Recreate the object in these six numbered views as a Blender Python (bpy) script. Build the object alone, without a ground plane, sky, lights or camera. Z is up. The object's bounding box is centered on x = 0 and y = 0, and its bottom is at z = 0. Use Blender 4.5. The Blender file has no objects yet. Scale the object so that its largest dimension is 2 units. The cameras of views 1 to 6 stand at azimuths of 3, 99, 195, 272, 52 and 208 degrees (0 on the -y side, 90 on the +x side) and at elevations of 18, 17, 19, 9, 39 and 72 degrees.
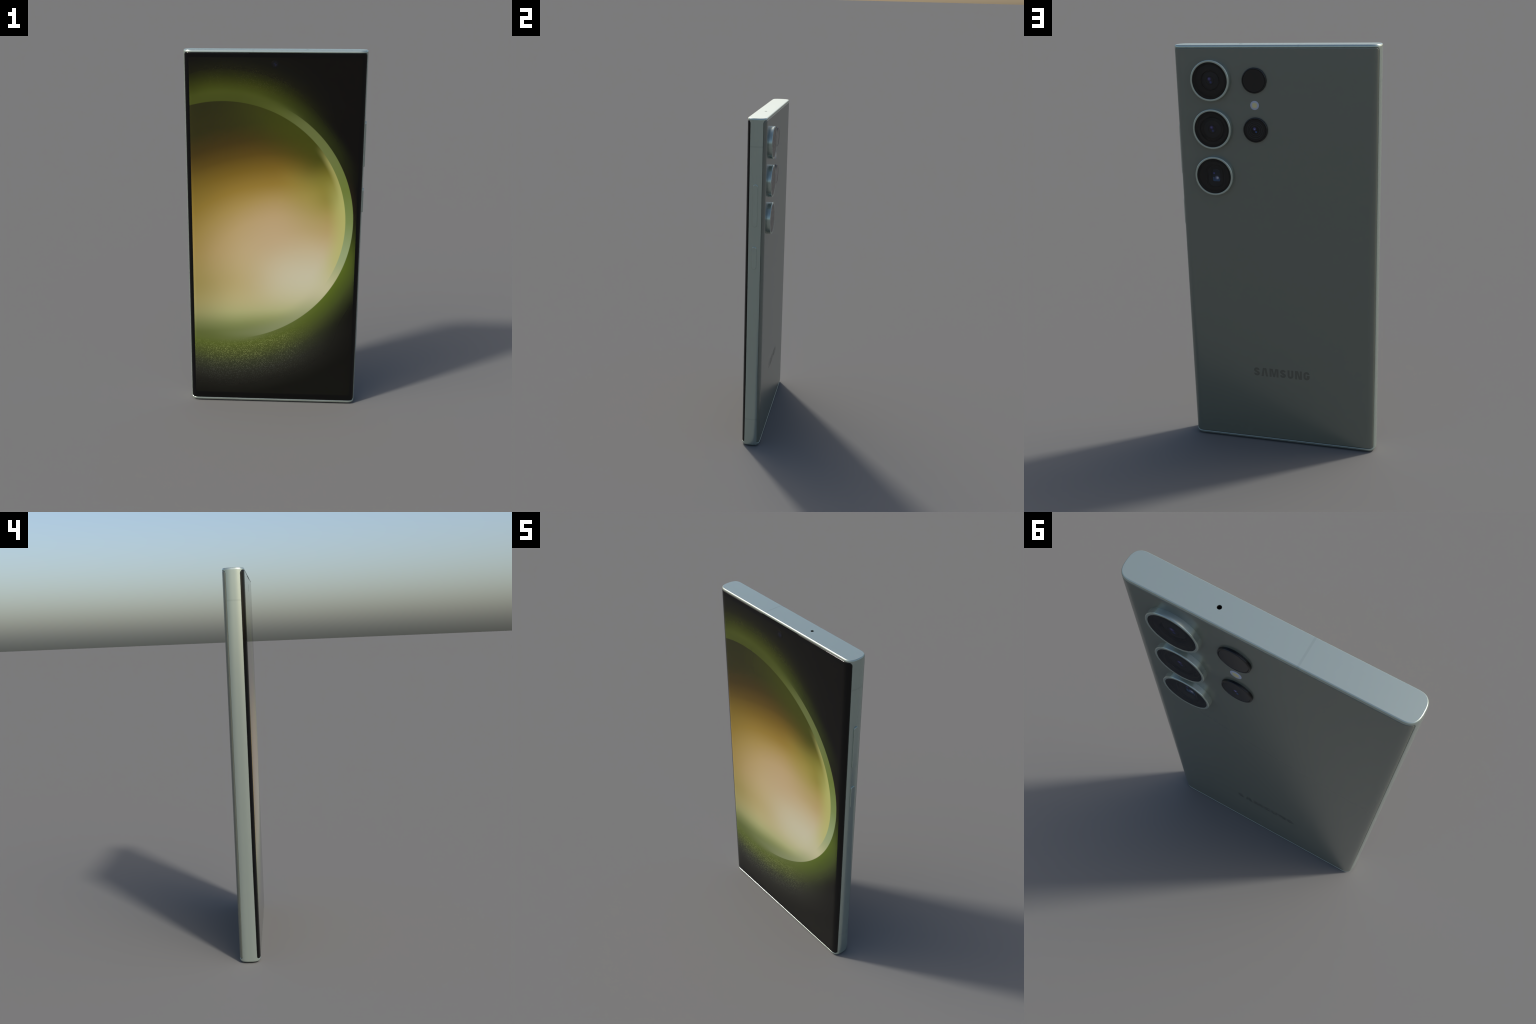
"""A large slab smartphone standing upright, screen towards -y."""
import bpy, bmesh, math, bisect
from mathutils import Vector

# ------------------------------------------------------------------ sizes
CX = -0.0025                 # body centre in x (side buttons stick out at +x)
HALF_W = 0.4764               # half width of the body
Y_FRONT, Y_BACK = -0.0655, 0.0440
Y_MID, HALF_T = (Y_FRONT + Y_BACK) / 2, (Y_BACK - Y_FRONT) / 2
SIDE, POWER = 0.050, 2.7     # depth and fullness of the rounded long sides
BASE, HEIGHT = 0.0055, 2.0   # flat foot and flat top (the stylus cap reaches z = 0)
EDGE_IN, EDGE_Z = 0.0055, 0.0105   # rounding round the flat top and foot
SEAM_FRONT, SEAM_BACK = 0.0188, 0.0165   # how deep each glass wraps on the side
GLASS_LOW, GLASS_HIGH = 0.0200, 1.9868
GAP = 0.0011
DISPLAY_HALF, DISPLAY_LOW, DISPLAY_HIGH = 0.4455, 0.055, 1.9630
Y_CAMERA = 0.0655             # rim of the big camera rings


# ------------------------------------------------------------------ helpers
def new_object(name, verts, faces, material, parent=None, smooth=True, origin=(0, 0, 0)):
    me = bpy.data.meshes.new(name)
    o = Vector(origin)
    me.from_pydata([tuple(Vector(v) - o) for v in verts], [], faces)
    me.update()
    if smooth:
        me.shade_smooth()
    ob = bpy.data.objects.new(name, me)
    bpy.context.scene.collection.objects.link(ob)
    me.materials.append(material)
    ob.location = o
    if parent is not None:
        ob.parent = parent
        ob.matrix_parent_inverse = parent.matrix_world.inverted()
        bpy.context.view_layer.update()
    return ob


def recalc(ob):
    bm = bmesh.new(); bm.from_mesh(ob.data)
    bmesh.ops.recalc_face_normals(bm, faces=bm.faces)
    bm.to_mesh(ob.data); bm.free(); ob.data.update()


def apply_modifiers(ob):
    bpy.context.view_layer.update()
    dg = bpy.context.evaluated_depsgraph_get()
    me = bpy.data.meshes.new_from_object(ob.evaluated_get(dg))
    ob.modifiers.clear()
    ob.data = me


def smooth_by_angle(ob, degrees=35):
    ob.data.shade_smooth()
    ob.data.set_sharp_from_angle(angle=math.radians(degrees))


def dedupe(points, eps=1e-6):
    out = []
    for p in points:
        if not out or (Vector(p) - Vector(out[-1])).length > eps:
            out.append(p)
    if (Vector(out[0]) - Vector(out[-1])).length < eps:
        out.pop()
    return out


# ------------------------------------------------------------------ cross-section of the body
def quarter_section(steps):
    """From the flat face (a = 90 deg) round to the middle of the side (a = 0):
    (x offset from the centre, distance from the mid plane, nx, ny)."""
    pts = []
    for k in range(steps + 1):
        a = math.pi / 2 * (1 - k / steps)
        c, n = max(0.0, math.cos(a)), max(0.0, math.sin(a))
        if k == 0: c = 0.0
        if k == steps: n = 0.0
        u, v = c ** (2 / POWER), n ** (2 / POWER)
        g = Vector((u ** (POWER - 1) / SIDE, v ** (POWER - 1) / HALF_T)).normalized()
        pts.append((HALF_W - SIDE + SIDE * u, HALF_T * v, g.x, g.y))
    return pts


FINE = quarter_section(600)
FINE_LENGTH = [0.0]
for p, q in zip(FINE, FINE[1:]):
    FINE_LENGTH.append(FINE_LENGTH[-1] + math.hypot(q[0] - p[0], q[1] - p[1]))
FLAT = HALF_W - SIDE


def along_section(s):
    """Point and normal at arc length s from the middle line of the flat face."""
    if s <= FLAT:
        return s, HALF_T, 0.0, 1.0
    s -= FLAT
    k = min(max(bisect.bisect_right(FINE_LENGTH, s) - 1, 0), len(FINE) - 2)
    f = (s - FINE_LENGTH[k]) / (FINE_LENGTH[k + 1] - FINE_LENGTH[k])
    return tuple(a + (b - a) * f for a, b in zip(FINE[k], FINE[k + 1]))


def arc_length_where(test):
    for p, l in zip(FINE, FINE_LENGTH):
        if test(p):
            return FLAT + l
    return FLAT


def section_ring(inset, steps=26, flats=10):
    """Whole closed section (x, y), shrunk by inset, anticlockwise seen from +z."""
    quarter = [(x - nx * inset, y - ny * inset) for x, y, nx, ny in
               [along_section(FLAT + FINE_LENGTH[-1] * k / steps) for k in range(steps + 1)]]
    w = quarter[0][0]
    pts = [(-w + 2 * w * k / flats, -quarter[0][1]) for k in range(flats)]
    pts += [(x, -y) for x, y in quarter] + [(x, y) for x, y in reversed(quarter[:-1])]
    pts += [(w - 2 * w * k / flats, quarter[0][1]) for k in range(1, flats)]
    pts += [(-x, y) for x, y in quarter] + [(-x, -y) for x, y in reversed(quarter[1:-1])]
    return [(CX + x, Y_MID + y) for x, y in pts]


def section_normal(x, y):
    x, y = x - CX, y - Y_MID
    u, v = max(0.0, abs(x) - FLAT) / SIDE, abs(y) / HALF_T
    g = Vector((u ** (POWER - 1) / SIDE, v ** (POWER - 1) / HALF_T, 0)).normalized()
    return Vector((math.copysign(g.x, x), math.copysign(g.y, y), 0))


def end_rounding(z):
    """Angle parameter 0..1 (sine) on the rounding at the top or foot, and its sign."""
    if z > HEIGHT - EDGE_Z:
        return min(1.0, (z - HEIGHT + EDGE_Z) / EDGE_Z), 1
    if z < BASE + EDGE_Z:
        return min(1.0, (BASE + EDGE_Z - z) / EDGE_Z), -1
    return 0.0, 1


def frame_normal(p):
    n = section_normal(p.x, p.y)
    s, sign = end_rounding(p.z)
    c = math.sqrt(1 - s * s)
    return (n * (c / EDGE_IN) + Vector((0, 0, sign * s / EDGE_Z))).normalized()


# ------------------------------------------------------------------ glass sheets
class Sheet:
    """A glass sheet that lies on the flat face and wraps round the long sides."""

    def __init__(self, front):
        self.front = front
        self.toward, depth = (-1, SEAM_FRONT) if front else (1, SEAM_BACK)
        self.flat = FLAT
        self.total = arc_length_where(lambda p: HALF_T - p[1] >= depth)
        self.corner = 0.017

    def at(self, s, off):
        """Point at arc length s from the middle line, raised by off."""
        side = 1 if s >= 0 else -1
        x, y, nx, ny = along_section(abs(s))
        return CX + side * (x + nx * off), Y_MID + self.toward * (y + ny * off)

    def half_length_at_x(self, x):
        """Arc length whose offset from the centre is x."""
        return arc_length_where(lambda p: p[0] >= x)

    def grid(self, grow, columns, rows, offset):
        """Grid of points; offset(distance to the border) gives the height above the skin."""
        total, low, high, rho = self.total + grow, GLASS_LOW - grow, GLASS_HIGH + grow, self.corner + grow
        cols = sorted({-c for c in columns} | set(columns))
        mid, half, half0 = (low + high) / 2, (high - low) / 2, (GLASS_HIGH - GLASS_LOW) / 2
        pts = []
        for z in rows:
            z = mid + (z - mid) * half / half0 if abs(z - mid) > half0 - 0.03 else z
            d = min(z - low, high - z)
            lim = total if d >= rho else total - rho + math.sqrt(max(0.0, rho * rho - (rho - d) ** 2))
            for c in cols:
                s = c * lim / self.total if abs(lim - self.total) > 1e-9 else c
                ds, dz = total - abs(s), d
                t = rho - math.hypot(rho - ds, rho - dz) if ds < rho and dz < rho else min(ds, dz)
                x, y = self.at(s, offset(max(0.0, t)))
                pts.append((x, y, z))
        return pts, len(cols), len(rows)

    def slab(self, layers, columns, rows):
        """Closed slab; layers from the outside in: (grow, offset function)."""
        verts, faces = [], []
        for grow, offset in layers:
            pts, n, m = self.grid(grow, columns, rows, offset)
            verts += pts
        last = len(layers) - 1
        idx = lambda sh, r, c: (sh * m + r) * n + c
        for r in range(m - 1):
            for c in range(n - 1):
                faces.append((idx(0, r, c), idx(0, r, c + 1), idx(0, r + 1, c + 1), idx(0, r + 1, c)))
                faces.append((idx(last, r + 1, c), idx(last, r + 1, c + 1), idx(last, r, c + 1), idx(last, r, c)))
        loop = ([(0, c) for c in range(n)] + [(r, n - 1) for r in range(1, m)] +
                [(m - 1, c) for c in range(n - 2, -1, -1)] + [(r, 0) for r in range(m - 2, 0, -1)])
        for sh in range(last):
            for k in range(len(loop)):
                a, b = loop[k], loop[(k + 1) % len(loop)]
                faces.append((idx(sh, *b), idx(sh, *a), idx(sh + 1, *a), idx(sh + 1, *b)))
        if not self.front:
            faces = [tuple(reversed(f)) for f in faces]
        used = sorted({i for f in faces for i in f})
        remap = {i: k for k, i in enumerate(used)}
        return [verts[i] for i in used], [tuple(remap[i] for i in f) for f in faces]


def rounded_rim(rim):
    return lambda t: 0.0 if t >= rim else math.sqrt(max(0.0, rim * rim - (rim - t) ** 2)) - rim


RIM = 0.0032


def edge_offsets(rim):
    """Distances from a border at which a rounded rim needs a line."""
    return [rim * (1 - math.cos(math.pi / 2 * k / 6)) for k in range(7)]


def sheet_lines(sheet, inner_s, inner_z):
    total = sheet.total
    cols = {0.0}
    cols |= {sheet.flat * k / 8 for k in range(1, 9)}
    cols |= {sheet.flat + (total - RIM - sheet.flat) * k / 14 for k in range(1, 15)}
    cols |= {total - e for e in edge_offsets(RIM)}
    if inner_s:
        cols = {c for c in cols if abs(c - inner_s) > 0.0012} | {inner_s}
    rows = set()
    for e in edge_offsets(RIM):
        rows |= {GLASS_LOW + e, GLASS_HIGH - e}
    for k in range(1, 9):
        d = RIM + (sheet.corner * 1.05 - RIM) * k / 8
        rows |= {GLASS_LOW + d, GLASS_HIGH - d}
    rows |= {0.04 + (1.96 - 0.04) * k / 40 for k in range(41)}
    for z in inner_z:
        rows = {r for r in rows if abs(r - z) > 0.002} | {z}
    return sorted(cols), sorted(rows)


# ------------------------------------------------------------------ node helpers
class Nodes:
    def __init__(self, name):
        self.mat = bpy.data.materials.new(name)
        self.mat.use_nodes = True
        self.t = self.mat.node_tree
        self.bsdf = self.t.nodes["Principled BSDF"]

    def link(self, a, socket):
        if isinstance(a, (int, float)):
            socket.default_value = a
        elif isinstance(a, tuple):
            socket.default_value = (*a, 1.0) if len(a) == 3 and socket.type == "RGBA" else a
        else:
            self.t.links.new(a, socket)

    def math(self, op, a, b=0.0, c=0.0, clamp=False):
        n = self.t.nodes.new("ShaderNodeMath"); n.operation = op; n.use_clamp = clamp
        for v, s in zip((a, b, c), n.inputs):
            self.link(v, s)
        return n.outputs[0]

    def add(self, a, b): return self.math("ADD", a, b)
    def sub(self, a, b): return self.math("SUBTRACT", a, b)
    def mul(self, a, b): return self.math("MULTIPLY", a, b)

    def smooth(self, x, e0, e1):
        """0 at e0, 1 at e1, smooth between (e0 may exceed e1)."""
        n = self.t.nodes.new("ShaderNodeMapRange"); n.interpolation_type = "SMOOTHSTEP"
        self.link(x, n.inputs["Value"])
        if e0 < e1:
            lo, hi, a, b = e0, e1, 0.0, 1.0
        else:
            lo, hi, a, b = e1, e0, 1.0, 0.0
        for k, v in (("From Min", lo), ("From Max", hi), ("To Min", a), ("To Max", b)):
            n.inputs[k].default_value = v
        return n.outputs["Result"]

    def coords(self):
        n = self.t.nodes.new("ShaderNodeTexCoord")
        s = self.t.nodes.new("ShaderNodeSeparateXYZ")
        self.t.links.new(n.outputs["Object"], s.inputs[0])
        self.obj = n.outputs["Object"]
        return s.outputs

    def distance(self, x, z, cx, cz, sx=1.0, sz=1.0):
        dx, dz = self.mul(self.sub(x, cx), sx), self.mul(self.sub(z, cz), sz)
        return self.math("SQRT", self.add(self.mul(dx, dx), self.mul(dz, dz)))

    def mix(self, f, a, b, blend="MIX"):
        n = self.t.nodes.new("ShaderNodeMix"); n.data_type = "RGBA"; n.blend_type = blend
        self.link(f, n.inputs[0]); self.link(a, n.inputs[6]); self.link(b, n.inputs[7])
        return n.outputs[2]

    def ramp(self, f, stops, interpolation="LINEAR"):
        n = self.t.nodes.new("ShaderNodeValToRGB")
        r = n.color_ramp; r.interpolation = interpolation
        while len(r.elements) < len(stops):
            r.elements.new(0.5)
        for e, (p, c) in zip(r.elements, stops):
            e.position = p; e.color = (*c, 1.0)
        self.link(f, n.inputs[0])
        return n.outputs[0]

    def noise(self, scale, detail=2.0, vector=None):
        n = self.t.nodes.new("ShaderNodeTexNoise")
        n.inputs["Scale"].default_value = scale; n.inputs["Detail"].default_value = detail
        self.t.links.new(vector or self.obj, n.inputs["Vector"])
        return n.outputs["Fac"]

    def voronoi(self, scale):
        n = self.t.nodes.new("ShaderNodeTexVoronoi")
        n.inputs["Scale"].default_value = scale
        self.t.links.new(self.obj, n.inputs["Vector"])
        return n.outputs["Distance"], n.outputs["Color"]

    def set(self, **kw):
        for k, v in kw.items():
            self.link(v, self.bsdf.inputs[k.replace("_", " ")])
        return self.mat


def lin(r, g, b):
    f = lambda v: v / 255 / 12.92 if v / 255 <= 0.04045 else ((v / 255 + 0.055) / 1.055) ** 2.4
    return (f(r), f(g), f(b))


SCREEN_GAIN = 1.16


def ink(r, g, b):
    """Wallpaper pigment: a shade as it looks in half light, raised to its own colour."""
    return tuple(min(0.95, max(0.0, v - 0.0055) * SCREEN_GAIN) for v in lin(r, g, b))


# ------------------------------------------------------------------ materials
def metal_material(name, colour, rough=0.24):
    n = Nodes(name); n.coords()
    r = rough
    return n.set(Base_Color=colour, Metallic=0.72, Roughness=r)


def simple_material(name, colour, rough, metallic=0.0, spec=0.5, coat=0.0):
    n = Nodes(name)
    return n.set(Base_Color=colour, Roughness=rough, Metallic=metallic, Specular_IOR_Level=spec, Coat_Weight=coat)


def back_material():
    n = Nodes("frosted_green_glass"); n.coords()
    g = n.noise(900.0, 1.0)
    c = n.mix(n.mul(g, 0.5), (0.115, 0.127, 0.097), (0.121, 0.133, 0.101))
    return n.set(Base_Color=c, Roughness=0.24, Metallic=0.0, Specular_IOR_Level=1.0, IOR=1.58)


def wallpaper_material():
    n = Nodes("wallpaper_display")
    x, y, z = n.coords()
    outer = n.mul(n.distance(x, z, -0.2684, 1.0907), 1 / 0.6942)
    inner = n.mul(n.distance(x, z, -0.2720, 1.0845), 1 / 0.6564)
    angle = n.math("ARCTAN2", n.sub(z, 1.0878), n.sub(x, -0.270))      # radians, 0 to the right

    # --- orb interior: warm glow centred low, dark olive at the top
    d = n.distance(x, z, 0.06, 0.84, 0.72, 1.0)
    body = n.ramp(d, [(0.00, ink(186, 170, 132)), (0.16, ink(182, 162, 120)), (0.28, ink(176, 152, 104)),
                      (0.38, ink(162, 137, 78)), (0.46, ink(143, 117, 52)), (0.55, ink(116, 93, 36)),
                      (0.63, ink(88, 70, 29)), (0.71, ink(66, 54, 26)), (0.80, ink(50, 48, 26)), (0.92, ink(46, 46, 26))])
    rose = n.mul(n.smooth(n.distance(x, z, 0.02, 1.02, 1.0, 1.0), 0.28, 0.02), 0.40)
    body = n.mix(rose, body, ink(184, 158, 126))
    pale = n.mul(n.smooth(n.distance(x, z, 0.22, 0.68, 0.9, 1.1), 0.42, 0.04), 0.85)
    body = n.mix(pale, body, ink(192, 190, 165))
    gold = n.mul(n.mul(n.smooth(x, -0.02, 0.26), n.smooth(z, 0.92, 1.26)), n.mul(n.smooth(z, 1.46, 1.30), 0.6))
    body = n.mix(gold, body, ink(146, 141, 68))
    straw = n.mul(n.mul(n.smooth(x, 0.06, -0.25), n.smooth(z, 0.95, 0.70)), 0.5)
    body = n.mix(straw, body, ink(170, 160, 104))
    # green shade along the upper right rim
    green = n.mul(n.mul(n.smooth(inner, 0.62, 0.98), n.smooth(angle, 0.30, 0.62)), n.smooth(angle, 1.75, 0.9))
    body = n.mix(n.mul(green, 0.85), body, ink(64, 70, 24))
    olive = n.mul(n.mul(n.smooth(inner, 0.70, 0.97), n.smooth(angle, 0.05, 0.25)), n.smooth(angle, 0.62, 0.38))
    body = n.mix(n.mul(olive, 0.5), body, ink(110, 110, 36))
    # bright yellow-green rim on the right
    lit = n.mul(n.mul(n.smooth(inner, 0.84, 1.0), n.smooth(angle, 0.48, 0.12)), n.smooth(angle, -0.75, -0.25))
    thin = n.mul(n.mul(n.smooth(inner, 0.945, 1.0), n.smooth(angle, 0.74, 0.48)), n.smooth(angle, 0.0, 0.3))
    body = n.mix(n.mul(thin, 0.75), body, ink(162, 160, 96))
    body = n.mix(n.mul(lit, 0.8), body, ink(174, 176, 106))
    # left edge falls off
    left = n.mul(n.mul(n.smooth(x, -0.16, -0.50), n.smooth(z, 1.46, 1.20)), 0.34)
    body = n.mix(left, body, ink(118, 104, 46))
    # fade to green at the foot
    foot = n.smooth(n.add(z, n.mul(x, -0.10)), 0.80, 0.50)
    body = n.mix(foot, body, n.ramp(n.smooth(n.add(z, n.mul(x, -0.06)), 0.36, 0.70), [(0.0, ink(90, 100, 50)), (0.22, ink(104, 114, 64)), (0.45, ink(134, 141, 90)), (0.72, ink(164, 167, 117)), (1.0, ink(180, 176, 130))]))
    corner = n.mul(n.mul(n.smooth(x, -0.18, -0.50), n.smooth(z, 0.95, 0.62)), 0.5)
    body = n.mix(corner, body, n.mix(n.smooth(z, 0.66, 0.46), ink(134, 124, 68), ink(74, 80, 40)))
    shade = n.mul(n.mul(n.smooth(outer, 0.86, 1.0), n.smooth(angle, -0.55, -0.9)), n.smooth(angle, -1.75, -1.2))
    body = n.mix(n.mul(shade, 0.55), body, ink(140, 146, 112))

    # --- crescent between the two circles
    crescent = n.ramp(n.smooth(angle, -0.9, 1.5), [(0.0, ink(160, 166, 130)), (0.18, ink(142, 156, 112)), (0.32, ink(118, 134, 78)),
                      (0.48, ink(104, 118, 56)), (0.66, ink(102, 112, 64)), (0.84, ink(96, 104, 60)), (0.93, ink(82, 90, 42)), (1.0, ink(68, 75, 31))])

    # --- glow outside
    away = n.sub(outer, 1.0)
    top = n.ramp(n.mul(n.math("MAXIMUM", away, 0.0), 2.25),
                 [(0.0, ink(72, 79, 32)), (0.07, ink(65, 72, 27)), (0.17, ink(55, 60, 23)), (0.28, ink(43, 46, 21)), (0.40, ink(31, 31, 21)), (0.55, ink(25, 25, 21)), (0.80, ink(22, 21, 19))])
    low = n.ramp(n.mul(n.math("MAXIMUM", away, 0.0), 2.0),
                 [(0.0, ink(90, 100, 50)), (0.10, ink(82, 93, 40)), (0.22, ink(72, 80, 39)), (0.42, ink(53, 57, 39)), (0.60, ink(42, 43, 36)), (0.76, ink(33, 33, 29)), (1.0, ink(24, 24, 21))])
    black = ink(21, 20, 19)
    top = n.mix(n.smooth(angle, 1.36, 0.66), top, black)
    top = n.mix(n.mul(n.smooth(angle, 1.65, 1.95), 0.3), top, black)
    sector = n.mul(n.smooth(angle, 0.10, -0.42), n.smooth(away, 0.30, 0.10))
    low = n.mix(n.smooth(angle, -1.15, -0.55), low, n.mix(sector, black, n.ramp(n.mul(n.math("MAXIMUM", away, 0.0), 3.0), [(0.0, ink(84, 100, 34)), (0.4, ink(58, 66, 34)), (0.8, ink(30, 30, 24)), (1.0, black)])))
    glow = n.mix(n.smooth(angle, 0.25, 0.05), top, low)
    # thin green aura hugging the crescent on the right
    hug = n.mul(n.mul(n.smooth(away, 0.13, 0.0), n.smooth(angle, 0.2, 0.75)), n.smooth(angle, 1.35, 1.0))
    glow = n.mix(n.mul(hug, 0.42), glow, ink(62, 72, 28))
    near_edge = n.mul(n.mul(n.smooth(away, 0.06, 0.0), n.smooth(angle, 0.55, 0.2)), n.smooth(angle, -0.2, 0.1))
    glow = n.mix(n.mul(near_edge, 0.35), glow, ink(50, 44, 26))

    # --- sand grains
    dist, colour = n.voronoi(270.0)
    pick = n.t.nodes.new("ShaderNodeSeparateColor"); n.t.links.new(colour, pick.inputs[0])
    grain = n.mul(n.smooth(dist, 0.52, 0.25), n.smooth(pick.outputs[0], 0.35, 0.95))
    clump = n.smooth(n.noise(9.0, 3.0), 0.22, 0.55)
    band_low = n.mul(n.mul(n.smooth(outer, 0.985, 1.08), n.smooth(outer, 1.46, 1.10)), n.mul(n.smooth(angle, -0.85, -1.25), n.smooth(angle, -1.95, -1.6)))
    band_top = n.mul(n.mul(n.smooth(outer, 1.02, 1.09), n.smooth(outer, 1.25, 1.10)), n.mul(n.smooth(angle, 0.95, 1.30), n.smooth(angle, 1.85, 1.5)))
    sand = n.mul(grain, n.mul(clump, band_low))
    dust = n.mul(n.mul(grain, clump), band_top)

    # --- assemble
    inside_outer = n.smooth(outer, 1.0025, 0.9975)
    foot_soft = n.smooth(angle, -1.15, -1.45)            # the disc edge dissolves at lower left
    inside_outer = n.mix(foot_soft, inside_outer, n.smooth(outer, 1.05, 0.93))
    inside_inner = n.smooth(inner, 1.0025, 0.9975)
    merge = n.smooth(angle, -0.30, -0.62)                # the crescent melts into the orb lower right
    core = n.mix(n.math("MAXIMUM", inside_inner, merge), crescent, body)
    # towards the top left the crescent's outer edge melts into the glow
    melt = n.smooth(angle, 0.85, 1.15)
    outside = n.mix(inside_outer, glow, core)
    soft = n.mix(inside_inner, n.mix(n.smooth(outer, 1.04, 0.95), glow, crescent), body)
    picture = n.mix(melt, outside, soft)
    sand_colour = n.mix(n.smooth(outer, 1.12, 1.30), ink(160, 170, 104), ink(120, 122, 112))
    picture = n.mix(n.mul(sand, 0.72), picture, sand_colour)
    picture = n.mix(n.mul(dust, 0.15), picture, ink(120, 124, 70))
    # rounded picture corners
    qx = n.math("MAXIMUM", n.sub(n.math("ABSOLUTE", n.sub(x, CX)), DISPLAY_HALF - 0.012), 0.0)
    qz = n.math("MAXIMUM", n.sub(n.math("ABSOLUTE", n.sub(z, (DISPLAY_LOW + DISPLAY_HIGH) / 2)), (DISPLAY_HIGH - DISPLAY_LOW) / 2 - 0.012), 0.0)
    q = n.math("SQRT", n.add(n.mul(qx, qx), n.mul(qz, qz)))
    picture = n.mix(n.smooth(q, 0.0118, 0.0124), picture, (0.0012, 0.0012, 0.0012))
    return n.set(Base_Color=picture, Roughness=0.06, Specular_IOR_Level=0.32)


def lens_material(kind):
    """Dark coated optics; Object coordinates are centred on the lens."""
    n = Nodes("lens_glass_" + kind)
    x, y, z = n.coords()
    r = n.distance(x, z, 0.0, 0.0)
    black, coal, slate = (0.003, 0.003, 0.003), (0.0075, 0.0075, 0.0078), (0.019, 0.0195, 0.021)
    painted_glint = lambda px, pz, rad, k: n.mul(n.smooth(n.distance(x, z, px, pz), rad, rad * 0.25), k)  # soft spot of base colour, painting a blue reflection on the optics
    if kind == "round":
        c = n.mix(n.smooth(r, 0.0415, 0.0385), coal, slate)
        c = n.mix(n.mul(n.smooth(r, 0.047, 0.044), n.smooth(r, 0.0395, 0.0425)), c, black)
        c = n.mix(n.mul(n.smooth(r, 0.0215, 0.0195), n.smooth(r, 0.016, 0.018)), c, black)
        c = n.mix(painted_glint(0.003, 0.008, 0.011, 0.95), c, (0.11, 0.08, 0.36))
        c = n.mix(painted_glint(0.004, 0.0085, 0.005, 0.8), c, (0.30, 0.26, 0.55))
        c = n.mix(painted_glint(-0.003, -0.007, 0.008, 0.9), c, (0.07, 0.09, 0.32))
    elif kind == "small":
        c = coal
        for ring in (0.0215, 0.030, 0.038):
            c = n.mix(n.mul(n.smooth(r, ring + 0.0022, ring + 0.0008), n.smooth(r, ring - 0.0022, ring - 0.0008)), c, slate)
        c = n.mix(n.smooth(r, 0.0185, 0.0165), c, black)
        c = n.mix(painted_glint(0.003, 0.006, 0.010, 0.9), c, (0.09, 0.08, 0.22))
        c = n.mix(painted_glint(0.003, 0.004, 0.0035, 0.7), c, (0.30, 0.32, 0.50))
        c = n.mix(painted_glint(-0.004, -0.008, 0.006, 0.9), c, (0.05, 0.11, 0.28))
    else:   # periscope window: nested soft squares
        def box(hw, hh, rad, cx=-0.004, cz=-0.001):
            a = n.math("MAXIMUM", n.sub(n.math("ABSOLUTE", n.sub(x, cx)), hw - rad), 0.0)
            b = n.math("MAXIMUM", n.sub(n.math("ABSOLUTE", n.sub(z, cz)), hh - rad), 0.0)
            return n.smooth(n.math("SQRT", n.add(n.mul(a, a), n.mul(b, b))), rad + 0.0006, rad - 0.0006)
        c = n.mix(box(0.0445, 0.0575, 0.030), coal, slate)
        c = n.mix(box(0.0432, 0.0560, 0.029), c, black)
        c = n.mix(box(0.0345, 0.0500, 0.028), c, slate)
        window = box(0.0180, 0.0280, 0.006, -0.006, 0.0)
        c = n.mix(window, c, (0.022, 0.034, 0.050))
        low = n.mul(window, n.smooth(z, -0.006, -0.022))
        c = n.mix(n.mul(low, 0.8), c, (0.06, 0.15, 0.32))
        c = n.mix(painted_glint(0.0055, 0.0105, 0.006, 0.9), c, (0.16, 0.16, 0.62))
        c = n.mix(painted_glint(0.008, -0.012, 0.005, 0.9), c, (0.09, 0.22, 0.50))
        c = n.mix(painted_glint(-0.008, -0.011, 0.012, 0.8), c, (0.34, 0.34, 0.70))
        c = n.mix(painted_glint(-0.011, -0.0115, 0.008, 0.95), c, (0.95, 0.97, 1.0))  # brightest glint in the window, painted near white
    return n.set(Base_Color=c, Roughness=0.10 if kind == "small" else 0.4, Specular_IOR_Level=0.4 if kind == "small" else 0.12)


def flash_material():
    n = Nodes("flash_diffuser")
    x, y, z = n.coords()
    m = n.math("MAXIMUM", n.math("ABSOLUTE", x), n.math("ABSOLUTE", z))
    f = n.smooth(n.math("MULTIPLY_ADD", n.distance(x, z, 0.0, 0.0), 0.5, n.mul(m, 0.5)), 0.0165, 0.0075)
    g = n.noise(120.0, 1.0)
    amber = n.mix(g, (0.62, 0.58, 0.24), (0.68, 0.56, 0.34))
    c = n.mix(f, (0.42, 0.45, 0.56), amber)
    return n.set(Base_Color=c, Roughness=0.2, Specular_IOR_Level=0.5)


METAL = metal_material("sage_metal", (0.445, 0.512, 0.452), 0.22)
BAND = simple_material("antenna_plastic", (0.405, 0.465, 0.412), 0.22, metallic=0.72)
BEZEL = simple_material("black_glass", (0.0012, 0.0012, 0.0012), 0.06, spec=0.32)
BLACK = simple_material("black_enamel", (0.004, 0.004, 0.0042), 0.25)
INNER = simple_material("black_baffle", (0.004, 0.004, 0.0042), 0.5, spec=0.12)
DARK = simple_material("dark_recess", (0.004, 0.004, 0.004), 0.8, spec=0.1)
PRINT = simple_material("grey_print", (0.058, 0.065, 0.048), 0.24, spec=1.0)
PRINT.node_tree.nodes["Principled BSDF"].inputs["IOR"].default_value = 1.58
BACK = back_material()
SCREEN = wallpaper_material()

# ------------------------------------------------------------------ the phone
phone = bpy.data.objects.new("smartphone", None)
bpy.context.scene.collection.objects.link(phone)
phone["label"] = "tall slab smartphone with curved screen and sage green back"
phone["category"] = "smartphone"
bpy.context.view_layer.update()

front, back = Sheet(True), Sheet(False)
s_disp = front.half_length_at_x(DISPLAY_HALF)


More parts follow.
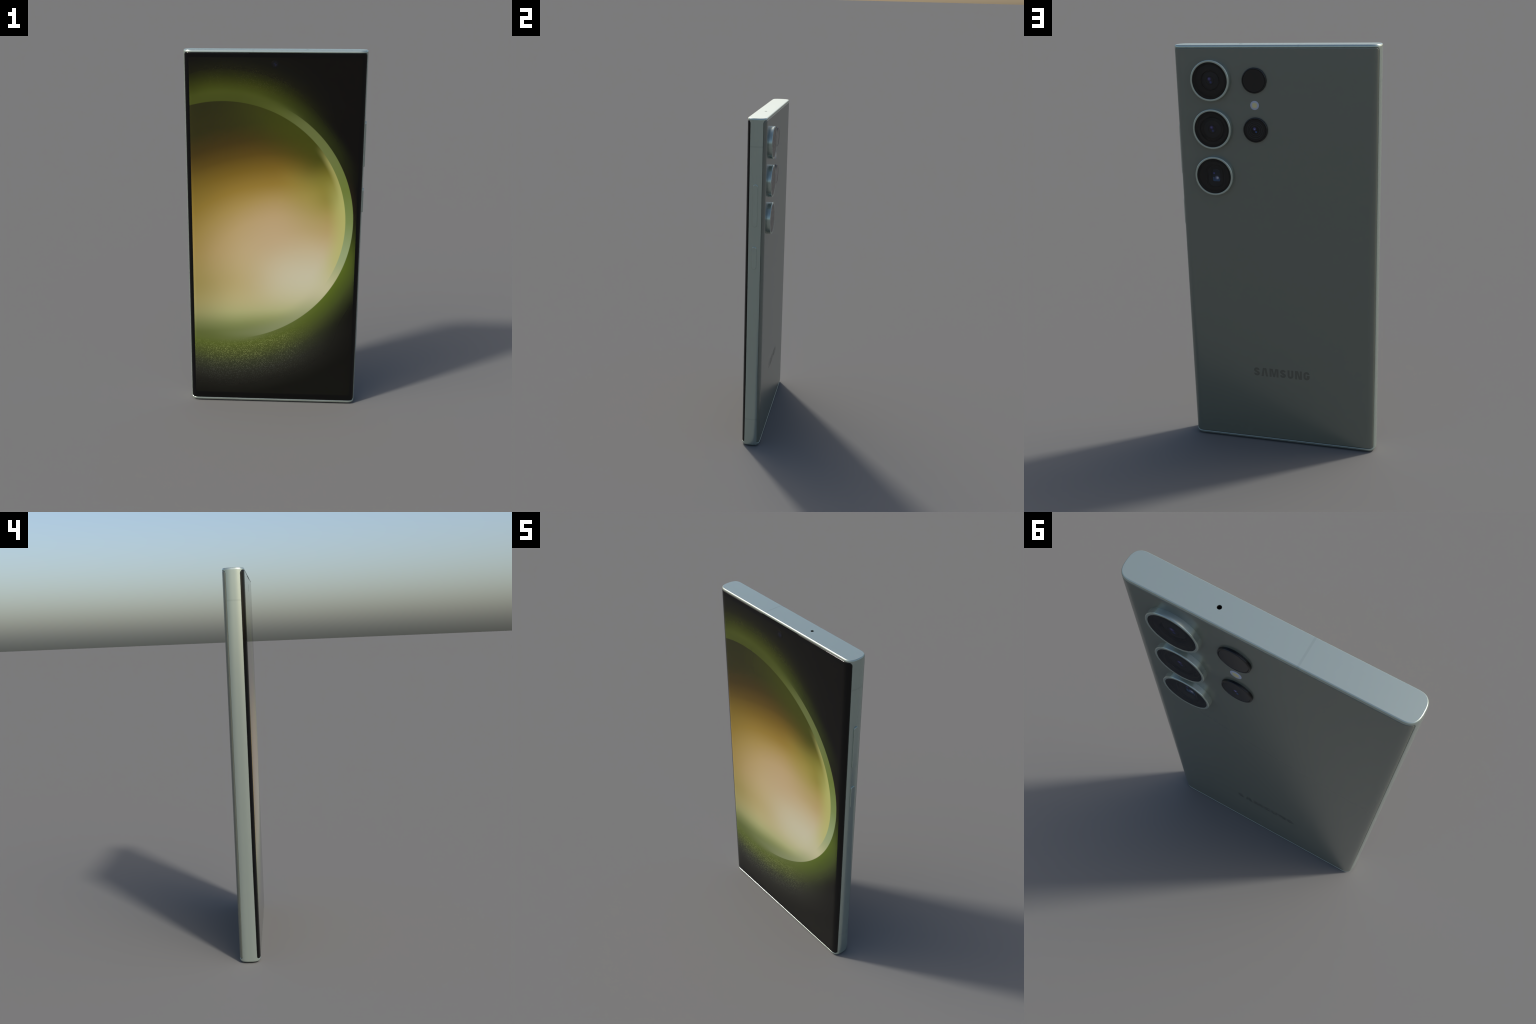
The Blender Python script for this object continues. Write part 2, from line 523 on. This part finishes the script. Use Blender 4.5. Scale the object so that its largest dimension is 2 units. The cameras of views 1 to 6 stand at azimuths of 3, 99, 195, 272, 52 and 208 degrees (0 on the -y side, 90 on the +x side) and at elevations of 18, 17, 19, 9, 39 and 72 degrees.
# ---- metal frame: the section swept up, edges rounded, recesses cut
def build_frame():
    bend = [math.pi / 2 * k / 10 for k in range(11)]
    levels = [(EDGE_IN * (1 - math.cos(a)), EDGE_Z * (1 - math.sin(a))) for a in bend]   # side to flat end
    stack = ([(i, BASE + z) for i, z in reversed(levels)] + [(0.0, 0.5), (0.0, 1.0), (0.0, 1.5)]
             + [(i, HEIGHT - z) for i, z in levels])
    verts, faces, n = [], [], 0
    for inset, z in stack:
        ring = section_ring(inset)
        n = len(ring)
        verts += [(x, y, z) for x, y in ring]
    for r in range(len(stack) - 1):
        for c in range(n):
            d = (c + 1) % n
            faces.append((r * n + c, r * n + d, (r + 1) * n + d, (r + 1) * n + c))
    faces.append(tuple(range(n - 1, -1, -1)))
    faces.append(tuple((len(stack) - 1) * n + c for c in range(n)))
    ob = new_object("frame", verts, faces, METAL)
    bm = bmesh.new(); bm.from_mesh(ob.data)
    bmesh.ops.remove_doubles(bm, verts=bm.verts, dist=1e-7)
    bm.to_mesh(ob.data); bm.free()
    return ob


def cutter(name, verts, faces):
    ob = new_object(name, verts, faces, METAL)
    recalc(ob)
    return ob


def stadium(cx, cy, half_long, half_short, steps=12):
    """Flat outline of a slot, long along the first axis."""
    pts = []
    for k in range(steps + 1):
        a = -math.pi / 2 + math.pi * k / steps
        pts.append((cx + half_long - half_short + half_short * math.cos(a), cy + half_short * math.sin(a)))
    for k in range(steps + 1):
        a = math.pi / 2 + math.pi * k / steps
        pts.append((cx - half_long + half_short + half_short * math.cos(a), cy + half_short * math.sin(a)))
    return dedupe([(p[0], p[1], 0) for p in pts])


def prism(outline, z0, z1):
    n = len(outline)
    verts = [(p[0], p[1], z0) for p in outline] + [(p[0], p[1], z1) for p in outline]
    faces = [(k, (k + 1) % n, n + (k + 1) % n, n + k) for k in range(n)]
    faces += [tuple(range(n - 1, -1, -1)), tuple(range(n, 2 * n))]
    return verts, faces


frame = build_frame()
holes = [  # outline, depth, at the top?
    (stadium(0.1634, -0.0102, 0.0076, 0.00759), 0.016, True, "microphone_hole"),
    (stadium(CX, -0.0105, 0.055, 0.0200), 0.060, False, "charging_port"),
    (stadium(0.150, -0.0105, 0.052, 0.0085), 0.016, False, "speaker_slot"),
    (stadium(0.082, -0.0105, 0.0070, 0.00699), 0.016, False, "microphone_hole"),
]
cutters = []
for sheet in (front, back):
    cols, rows = sheet_lines(sheet, None, ())
    # a coarse line set is enough for the recess, rounded corners kept
    rows = [r for r in rows if r < 0.03 or r > 1.97] + [0.5, 1.0, 1.5]
    c = sorted({k for k in cols})
    lip = 0.0022
    level = lambda h: (lambda t: h)
    layers = [(GAP + lip, level(0.012))]
    layers += [(GAP + lip * (1 - math.sin(b)), level(lip * (math.cos(b) - 1))) for b in [math.pi / 2 * k / 5 for k in range(6)]] + [(GAP, level(-0.0055))]
    v, f = sheet.slab(layers, c, sorted(rows))
    cutters.append(cutter("recess_cutter", v, f))
for outline, depth, top, _ in holes:
    z = (HEIGHT - depth, HEIGHT + 0.02) if top else (-0.02, BASE + depth)
    cutters.append(cutter("hole_cutter", *prism(outline, *z)))
for c in cutters:
    m = frame.modifiers.new("cut", "BOOLEAN")
    m.operation, m.solver, m.object = "DIFFERENCE", "EXACT", c
apply_modifiers(frame)
for c in cutters:
    bpy.data.objects.remove(c)

# ---- antenna bands: cut lines round the frame and separate those faces
BANDS = [("z", 1.8402, 1.8482, 0), ("z", 0.1772, 0.1852, 1), ("x", -0.1190, -0.1120, 0)]
bm = bmesh.new(); bm.from_mesh(frame.data)
for axis, a, b, _ in BANDS:
    for v in (a, b):
        no = (0, 0, 1) if axis == "z" else (1, 0, 0)
        co = (0, 0, v) if axis == "z" else (v, 0, 0)
        bmesh.ops.bisect_plane(bm, geom=bm.verts[:] + bm.edges[:] + bm.faces[:], plane_co=co, plane_no=no, dist=1e-6)
bm.normal_update()


SKIN = [along_section(FLAT + FINE_LENGTH[-1] * k / 130) for k in range(131)]


def outer_face(f):
    c = f.calc_center_median()
    n = frame_normal(c)
    return n.dot(f.normal) > 0.93 and all(on_surface(v.co) for v in f.verts)


def on_surface(p):
    """Is the point on the outside skin (not on a recess floor)?"""
    if p.z < BASE + 1e-5 or p.z > HEIGHT - 1e-5:
        return True
    sine, _ = end_rounding(p.z)
    inset = EDGE_IN * (1 - math.sqrt(1 - sine * sine))
    x, y = abs(p.x - CX), abs(p.y - Y_MID)
    if x < FLAT:
        return abs(HALF_T - inset - y) < 6e-4
    d = min((x - a + nx * inset) ** 2 + (y - b + ny * inset) ** 2 for a, b, nx, ny in SKIN)
    return d < 9e-4 ** 2


def split(bm, keep):
    """Copy of the faces for which keep(face) holds, with loop normals."""
    out, verts, faces, normals = {}, [], [], []
    for f in bm.faces:
        if not keep(f):
            continue
        skin = outer_face(f)
        ids = []
        for v in f.verts:
            if v.index not in out:
                out[v.index] = len(verts)
                verts.append(v.co.copy())
            ids.append(out[v.index])
            flat_end = abs(f.normal.z) > 0.9999
            normals.append(tuple(frame_normal(v.co) if skin and not flat_end else f.normal))
        faces.append(ids)
    return verts, faces, normals


def band_of(f):
    c = f.calc_center_median()
    if not outer_face(f):
        return None
    for k, (axis, a, b, only) in enumerate(BANDS):
        if axis == "z" and a < c.z < b and (not only or c.x > 0) and abs(c.x - CX) > 0.44:
            return (k, c.x > 0)
        if axis == "x" and a < c.x < b and c.z > 1.985:
            return (k, True)
    return None


bm.verts.index_update()
groups = {}
for f in bm.faces:
    groups.setdefault(band_of(f), set()).add(f.index)
bm.faces.index_update()
made = {}
for key, ids in sorted(groups.items(), key=lambda kv: (kv[0] is not None, str(kv[0]))):
    v, f, nn = split(bm, lambda face: face.index in ids)
    made[key] = (v, f, nn)
bm.free()
bpy.data.objects.remove(frame)
frame = new_object("frame", made[None][0], made[None][1], METAL, phone)
frame.data.normals_split_custom_set(made[None][2])
for key, (v, f, nn) in made.items():
    if key is not None:
        ob = new_object("antenna_band", v, f, BAND, frame)
        ob.data.normals_split_custom_set(nn)

# ---- stylus cap in the foot, the lowest point
v, f = prism(stadium(-0.385, -0.0108, 0.036, 0.0260), 0.0, BASE + 0.012)
cap = new_object("stylus_cap", v, f, METAL, phone)
recalc(cap)
m = cap.modifiers.new("round", "BEVEL"); m.width, m.segments, m.limit_method = 0.003, 3, "ANGLE"
apply_modifiers(cap)
smooth_by_angle(cap, 40)

# ---- dark linings of the holes
for outline, depth, top, name in holes:
    z0, z1 = (HEIGHT - depth + 0.0005, HEIGHT - 0.003) if top else (BASE + 0.003, BASE + depth - 0.0005)
    n = len(outline)
    cx = sum(p[0] for p in outline) / n; cy = sum(p[1] for p in outline) / n
    shrink = lambda p, z: (cx + (p[0] - cx) * 0.965, cy + (p[1] - cy) * 0.965, z)
    verts = [shrink(p, z0) for p in outline] + [shrink(p, z1) for p in outline]
    faces = [(k, n + k, n + (k + 1) % n, (k + 1) % n) for k in range(n)]
    faces.append(tuple(range(n)) if top else tuple(range(2 * n - 1, n - 1, -1)))
    new_object(name, verts, faces, DARK, frame, smooth=False)

# ---- front glass split into bezel and display, one smooth surface
cols, rows = sheet_lines(front, s_disp, (DISPLAY_LOW, DISPLAY_HIGH))
verts, faces = front.slab([(0.0, rounded_rim(RIM)), (0.0, lambda t: -0.0045)], cols, rows)
whole = new_object("screen_bezel", verts, faces, BEZEL)
me = whole.data
vn = [v.normal.copy() for v in me.vertices]


def on_display(face):
    c = sum((Vector(verts[i]) for i in face), Vector()) / len(face)
    return (abs(c.x - CX) < DISPLAY_HALF and DISPLAY_LOW < c.z < DISPLAY_HIGH
            and c.y < Y_FRONT + 0.0038)


def region(name, material, keep, parent):
    used, vv, ff, nn = {}, [], [], []
    for f in faces:
        if on_display(f) != keep:
            continue
        ids = []
        for i in f:
            if i not in used:
                used[i] = len(vv); vv.append(verts[i]); nn.append(tuple(vn[i]))
            ids.append(used[i])
        ff.append(ids)
    ob = new_object(name, vv, ff, material, parent)
    ob.data.normals_split_custom_set_from_vertices(nn)
    return ob


bpy.data.objects.remove(whole)
bezel = region("screen_bezel", BEZEL, False, phone)
display = region("display", SCREEN, True, phone)

# ---- back glass
cols, rows = sheet_lines(back, None, ())
verts, faces = back.slab([(0.0, rounded_rim(RIM)), (0.0, lambda t: -0.0045)], cols, rows)
back_panel = new_object("back_panel", verts, faces, BACK, phone)


# ---- turned parts, axis along y
def lathe(name, profile, centre, material, parent, segments=96, angle=30, closed_middle=True):
    """profile: (radius, y) from the outside inward; centre: (x, z)."""
    verts, faces = [], []
    n = segments
    for r, y in profile:
        for k in range(n):
            a = 2 * math.pi * k / n
            verts.append((centre[0] + r * math.cos(a), y, centre[1] + r * math.sin(a)))
    for j in range(len(profile) - 1):
        for k in range(n):
            m = (k + 1) % n
            faces.append((j * n + k, j * n + m, (j + 1) * n + m, (j + 1) * n + k))
    if closed_middle:
        faces.append(tuple((len(profile) - 1) * n + k for k in range(n)))
    ob = new_object(name, verts, faces, material, parent, origin=(centre[0], profile[-1][1], centre[1]))
    bm = bmesh.new(); bm.from_mesh(ob.data)
    bmesh.ops.remove_doubles(bm, verts=bm.verts, dist=1e-7)
    bm.normal_update()
    test = max(bm.faces, key=lambda f: f.calc_area() if closed_middle else f.calc_center_median().y)
    if test.normal.y < 0:
        bmesh.ops.reverse_faces(bm, faces=bm.faces)
    bm.to_mesh(ob.data); bm.free()
    smooth_by_angle(ob, angle)
    return ob


def quarter(r0, y0, r1, y1, steps=6, convex_out=True):
    """Rounded step from (r0,y0) to (r1,y1), leaving r0 along y."""
    out = []
    for k in range(steps + 1):
        a = math.pi / 2 * k / steps
        out.append((r1 + (r0 - r1) * math.cos(a), y0 + (y1 - y0) * math.sin(a)))
    return out


def periscope(centre, y_top, material, parent):
    """Round plate with a stepped, soft-cornered window sunk into it."""
    cx, cz = centre
    seg = 96
    def soft_box(hw, hh, rad, k, ox=-0.004, oz=-0.001):
        a = 2 * math.pi * k / seg
        c, s = math.cos(a), math.sin(a)
        n = 3.2
        r = 1 / ((abs(c) / hw) ** n + (abs(s) / hh) ** n) ** (1 / n)
        return cx + ox + r * c, cz + oz + r * s
    rings = []
    for r, y in ((0.0711, 0.050), (0.0711, y_top - 0.0008), (0.0700, y_top)):
        rings.append([(cx + r * math.cos(2 * math.pi * k / seg), y, cz + r * math.sin(2 * math.pi * k / seg)) for k in range(seg)])
    for hw, hh, y in ((0.0445, 0.0575, y_top), (0.0435, 0.0565, y_top - 0.0015), (0.0360, 0.0510, y_top - 0.0020), (0.0345, 0.0495, y_top - 0.0035),
                      (0.0215, 0.0320, 0.0490), (0.0200, 0.0300, 0.0450), (0.010, 0.015, 0.0448)):
        ring = []
        for k in range(seg):
            x, z = soft_box(hw, hh, 0.02, k)
            ring.append((x, y, z))
        rings.append(ring)
    verts = [p for ring in rings for p in ring]
    faces = []
    for j in range(len(rings) - 1):
        faces += [(j * seg + (k + 1) % seg, j * seg + k, (j + 1) * seg + k, (j + 1) * seg + (k + 1) % seg) for k in range(seg)]
    faces.append(tuple((len(rings) - 1) * seg + seg - 1 - k for k in range(seg)))
    ob = new_object("lens", verts, faces, material, parent, origin=(cx, y_top, cz))
    bm = bmesh.new(); bm.from_mesh(ob.data); bm.normal_update(); bm.faces.ensure_lookup_table()
    if bm.faces[-1].normal.y < 0:
        bmesh.ops.reverse_faces(bm, faces=bm.faces)
    bm.to_mesh(ob.data); bm.free()
    smooth_by_angle(ob, 35)
    return ob


def cover_material():
    n = Nodes("cover_glass")
    clear = n.t.nodes.new("ShaderNodeBsdfTransparent")
    shine = n.t.nodes.new("ShaderNodeBsdfGlossy"); shine.inputs["Roughness"].default_value = 0.03
    f = n.t.nodes.new("ShaderNodeFresnel"); f.inputs["IOR"].default_value = 1.5
    mix = n.t.nodes.new("ShaderNodeMixShader")
    n.t.links.new(f.outputs[0], mix.inputs[0]); n.t.links.new(clear.outputs[0], mix.inputs[1]); n.t.links.new(shine.outputs[0], mix.inputs[2])
    out = n.t.nodes["Material Output"]
    n.t.nodes.remove(n.bsdf)
    n.t.links.new(mix.outputs[0], out.inputs["Surface"])
    return n.mat


COVER = cover_material()
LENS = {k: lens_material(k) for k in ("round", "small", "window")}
for cx, cz, kind in ((0.2952, 1.8433, "round"), (0.2952, 1.6225, "round"), (0.2952, 1.4020, "window")):
    R = 0.0925
    rim = ([(R, 0.036)] + quarter(R, Y_CAMERA - 0.0035, R - 0.0035, Y_CAMERA)
           + quarter(0.0838 + 0.0005, Y_CAMERA, 0.0833, Y_CAMERA - 0.0008, 3)[1:] + [(0.0833, 0.052)])
    ring = lathe("camera", rim, (cx, cz), METAL, phone, closed_middle=False)
    Y_DISC = 0.0580                        # the optics sit under a flush cover glass
    lathe("lens_surround", [(0.0832, 0.050), (0.0831, Y_CAMERA - 0.0024), (0.0815, Y_CAMERA - 0.0026), (0.0722, Y_DISC - 0.0002), (0.0716, Y_DISC - 0.0015), (0.0712, 0.050)],
          (cx, cz), INNER, ring, closed_middle=False, angle=20)
    if kind == "window":
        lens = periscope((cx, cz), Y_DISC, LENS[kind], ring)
    else:
        g0, g1 = (0.0465, 0.0410) if cz > 1.7 else (0.0600, 0.0545)
        profile = [(0.0711, 0.050), (0.0711, Y_DISC - 0.0008), (0.0700, Y_DISC), (g0, Y_DISC - 0.0008), (g0 - 0.0012, 0.0450), (g1, 0.0450)]
        profile += [(g1 * math.cos(a), 0.0500 + 0.0065 * math.sin(a)) for a in [math.pi / 2 * k / 12 for k in range(12)]] + [(0.002, 0.0565)]
        lens = lathe("lens", profile, (cx, cz), LENS[kind], ring, angle=40)
    lathe("cover_glass", [(0.0828, Y_CAMERA - 0.0022), (0.0828, Y_CAMERA - 0.0010), (0.0824, Y_CAMERA - 0.0007), (0.0822, Y_CAMERA - 0.0007), (0.04, Y_CAMERA - 0.0007)], (cx, cz), COVER, ring, angle=8)

Y_SMALL = 0.0540
for cx, cz, kind in ((0.0893, 1.8446, "sensor"), (0.0893, 1.6216, "small")):
    R = 0.0572
    rim = [(R, 0.040)] + quarter(R, Y_SMALL - 0.0030, R - 0.0040, Y_SMALL) + [(0.0529, Y_SMALL), (0.0518, Y_SMALL), (0.0512, Y_SMALL - 0.0012), (0.0510, 0.050)]
    if kind == "sensor":
        body = lathe("autofocus_sensor", rim, (cx, cz), BLACK, phone, closed_middle=False)
        n = Nodes("sensor_window"); x, y, z = n.coords()
        twin = n.math("MAXIMUM", n.smooth(n.distance(x, z, 0.0, 0.024), 0.0165, 0.0145), n.smooth(n.distance(x, z, 0.0, -0.024), 0.0165, 0.0145))
        mat = n.set(Base_Color=n.mix(twin, (0.0072, 0.0072, 0.0076), (0.0058, 0.0060, 0.0066)), Roughness=0.12, Specular_IOR_Level=0.5)
    else:
        body = lathe("camera", rim, (cx, cz), BLACK, phone, closed_middle=False)
        mat = LENS["small"]
    lathe("lens" if kind == "small" else "sensor_window", [(0.0508, 0.050), (0.0508, Y_SMALL - 0.0011), (0.0503, Y_SMALL - 0.0006), (0.0500, Y_SMALL - 0.0006), (0.025, Y_SMALL - 0.0006)], (cx, cz), mat, body, angle=8)

lathe("flash", [(0.0206, 0.040), (0.0206, Y_BACK + 0.0002), (0.0200, Y_BACK + 0.0009), (0.0185, Y_BACK + 0.0012), (0.008, Y_BACK + 0.0014)],
      (0.0912, 1.7330), flash_material(), phone, segments=64)

# ---- selfie camera behind the display: a small dark eye standing a hair proud
n = Nodes("selfie_lens"); x, y, z = n.coords()
r = n.distance(x, z, 0.0, 0.0)
c = n.mix(n.smooth(r, 0.0155, 0.0135), (0.0028, 0.0028, 0.003), (0.0075, 0.0076, 0.0085))
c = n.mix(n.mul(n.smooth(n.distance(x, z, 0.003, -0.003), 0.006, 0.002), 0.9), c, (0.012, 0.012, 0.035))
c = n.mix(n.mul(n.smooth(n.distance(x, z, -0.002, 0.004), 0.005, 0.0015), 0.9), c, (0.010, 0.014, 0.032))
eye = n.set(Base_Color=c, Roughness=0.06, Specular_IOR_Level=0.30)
verts, faces, seg = [], [], 48
for rr, yy in ((0.0192, Y_FRONT + 0.0020), (0.0192, Y_FRONT - 0.0001), (0.0188, Y_FRONT - 0.0003), (0.010, Y_FRONT - 0.0003)):
    verts += [(-0.0028 + rr * math.cos(2 * math.pi * k / seg), yy, 1.9297 + rr * math.sin(2 * math.pi * k / seg)) for k in range(seg)]
for j in range(3):
    faces += [(j * seg + k, j * seg + (k + 1) % seg, (j + 1) * seg + (k + 1) % seg, (j + 1) * seg + k) for k in range(seg)]
faces.append(tuple(3 * seg + k for k in range(seg)))
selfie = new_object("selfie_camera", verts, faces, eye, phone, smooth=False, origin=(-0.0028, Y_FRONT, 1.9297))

# ---- earpiece slit between glass and frame
o = stadium(CX, GLASS_HIGH - 0.0028, 0.135, 0.0022, 8)
verts, faces = prism(o, 0, 1)
verts = [(x, Y_FRONT - 0.0002 if z == 0 else Y_FRONT + 0.003, y) for x, y, z in verts]
ear = new_object("earpiece", verts, faces, DARK, phone, smooth=False)
recalc(ear)


# ---- side buttons
def side_button(z0, z1, name):
    y_mid, half = -0.0093, 0.0138
    x_base, x_top = 0.466, 0.4789
    verts, faces = [], []
    layers = [(0.0, x_base)] + [(0.0028 * (1 - math.cos(a)), x_top - 0.0028 * (1 - math.sin(a))) for a in [math.pi / 2 * k / 6 for k in range(7)]]
    n = 0
    for inset, x in layers:
        o = stadium((z0 + z1) / 2, y_mid, (z1 - z0) / 2 - inset, half - inset, 16)
        n = len(o)
        verts += [(x, p[1], p[0]) for p in o]
    for j in range(len(layers) - 1):
        faces += [(j * n + k, j * n + (k + 1) % n, (j + 1) * n + (k + 1) % n, (j + 1) * n + k) for k in range(n)]
    faces.append(tuple((len(layers) - 1) * n + k for k in range(n)))
    ob = new_object(name, verts, faces, METAL, phone)
    recalc(ob)
    bpy.context.view_layer.update()
    smooth_by_angle(ob, 60)
    m = ob.modifiers.new("weighted", "WEIGHTED_NORMAL"); m.keep_sharp = True
    return ob


side_button(1.3905, 1.6350, "volume_button")
side_button(1.1395, 1.2750, "power_button")


# ---- maker's word on the back, heavy sans letters with a bar-less A
def stroke(path, width):
    """Thick line along a path: left and right outline points, mitred."""
    pts = [Vector(p) for p in path]
    left, right = [], []
    for i, p in enumerate(pts):
        d0 = (pts[i] - pts[i - 1]).normalized() if i else (pts[1] - pts[0]).normalized()
        d1 = (pts[i + 1] - pts[i]).normalized() if i < len(pts) - 1 else d0
        t = (d0 + d1).normalized()
        m = Vector((-t.y, t.x)) * (width / 2 / max(0.5, t.dot(d1)))
        left.append(p + m); right.append(p - m)
    return left, right


def arc(cx, cy, rx, ry, a0, a1, steps):
    return [(cx + rx * math.cos(math.radians(a0 + (a1 - a0) * k / steps)), cy + ry * math.sin(math.radians(a0 + (a1 - a0) * k / steps))) for k in range(steps + 1)]


W = 0.27
LETTERS = {  # unit height; width, then ("line", centre path) or ("shape", outline)
    "S": (0.74, ("line", arc(0.37, 0.70, 0.235, 0.165, 5, 200, 12) + [(0.27, 0.555), (0.48, 0.435)] + arc(0.37, 0.30, 0.235, 0.165, 20, -185, 12))),
    "A": (0.84, ("shape", [(0, 0), (0.20, 1), (0.64, 1), (0.84, 0), (0.57, 0), (0.42, 0.86), (0.27, 0)])),
    "M": (1.13, ("shape", [(0, 0), (0, 1), (0.40, 1), (0.565, 0.33), (0.73, 1), (1.13, 1), (1.13, 0), (0.88, 0), (0.88, 0.82), (0.685, 0), (0.445, 0), (0.25, 0.82), (0.25, 0)])),
    "U": (0.74, ("line", [(0.135, 1.0), (0.135, 0.33)] + arc(0.37, 0.33, 0.235, 0.20, 190, 350, 12) + [(0.605, 0.33), (0.605, 1.0)])),
    "N": (0.86, ("shape", [(0, 0), (0, 1), (0.38, 1), (0.61, 0.30), (0.61, 1), (0.86, 1), (0.86, 0), (0.48, 0), (0.25, 0.70), (0.25, 0)])),
    "G": (0.76, ("line", arc(0.38, 0.66, 0.245, 0.205, 5, 180, 10) + arc(0.38, 0.33, 0.245, 0.205, 180, 350, 10) + [(0.625, 0.42), (0.40, 0.42)])),
}
verts, faces = [], []
CAP, TEXT_LOW, TEXT_MID = 0.0455, 0.3712, -0.0042
Y_PRINT = Y_BACK + 0.0004
GAPS = 0.205
word = "SAMSUNG"
length = sum(LETTERS[c][0] for c in word) + GAPS * (len(word) - 1)
unit_x = 0.288 / length
pen = TEXT_MID + 0.144
for ch in word:
    w, (style, data) = LETTERS[ch]
    put = lambda p, y: (pen - p[0] * unit_x, y, TEXT_LOW + p[1] * CAP)
    base = len(verts)
    if style == "line":
        left, right = stroke(data, W * 0.92)
        m = len(left)
        for y in (Y_PRINT, Y_BACK - 0.001):
            verts += [put(p, y) for p in left] + [put(p, y) for p in right]
        for k in range(m - 1):
            faces.append((base + k, base + k + 1, base + m + k + 1, base + m + k))
        outline = list(range(m)) + list(range(2 * m - 1, m - 1, -1))
        total = 2 * m
    else:
        m = len(data)
        for y in (Y_PRINT, Y_BACK - 0.001):
            verts += [put(p, y) for p in data]
        faces.append(tuple(base + k for k in range(m)))
        outline, total = list(range(m)), m
    for k in range(len(outline)):
        a, b = outline[k], outline[(k + 1) % len(outline)]
        faces.append((base + a, base + b, base + total + b, base + total + a))
    pen -= (w + GAPS) * unit_x
lettering = new_object("lettering", verts, faces, PRINT, phone, smooth=False)
recalc(lettering)

bpy.context.view_layer.update()
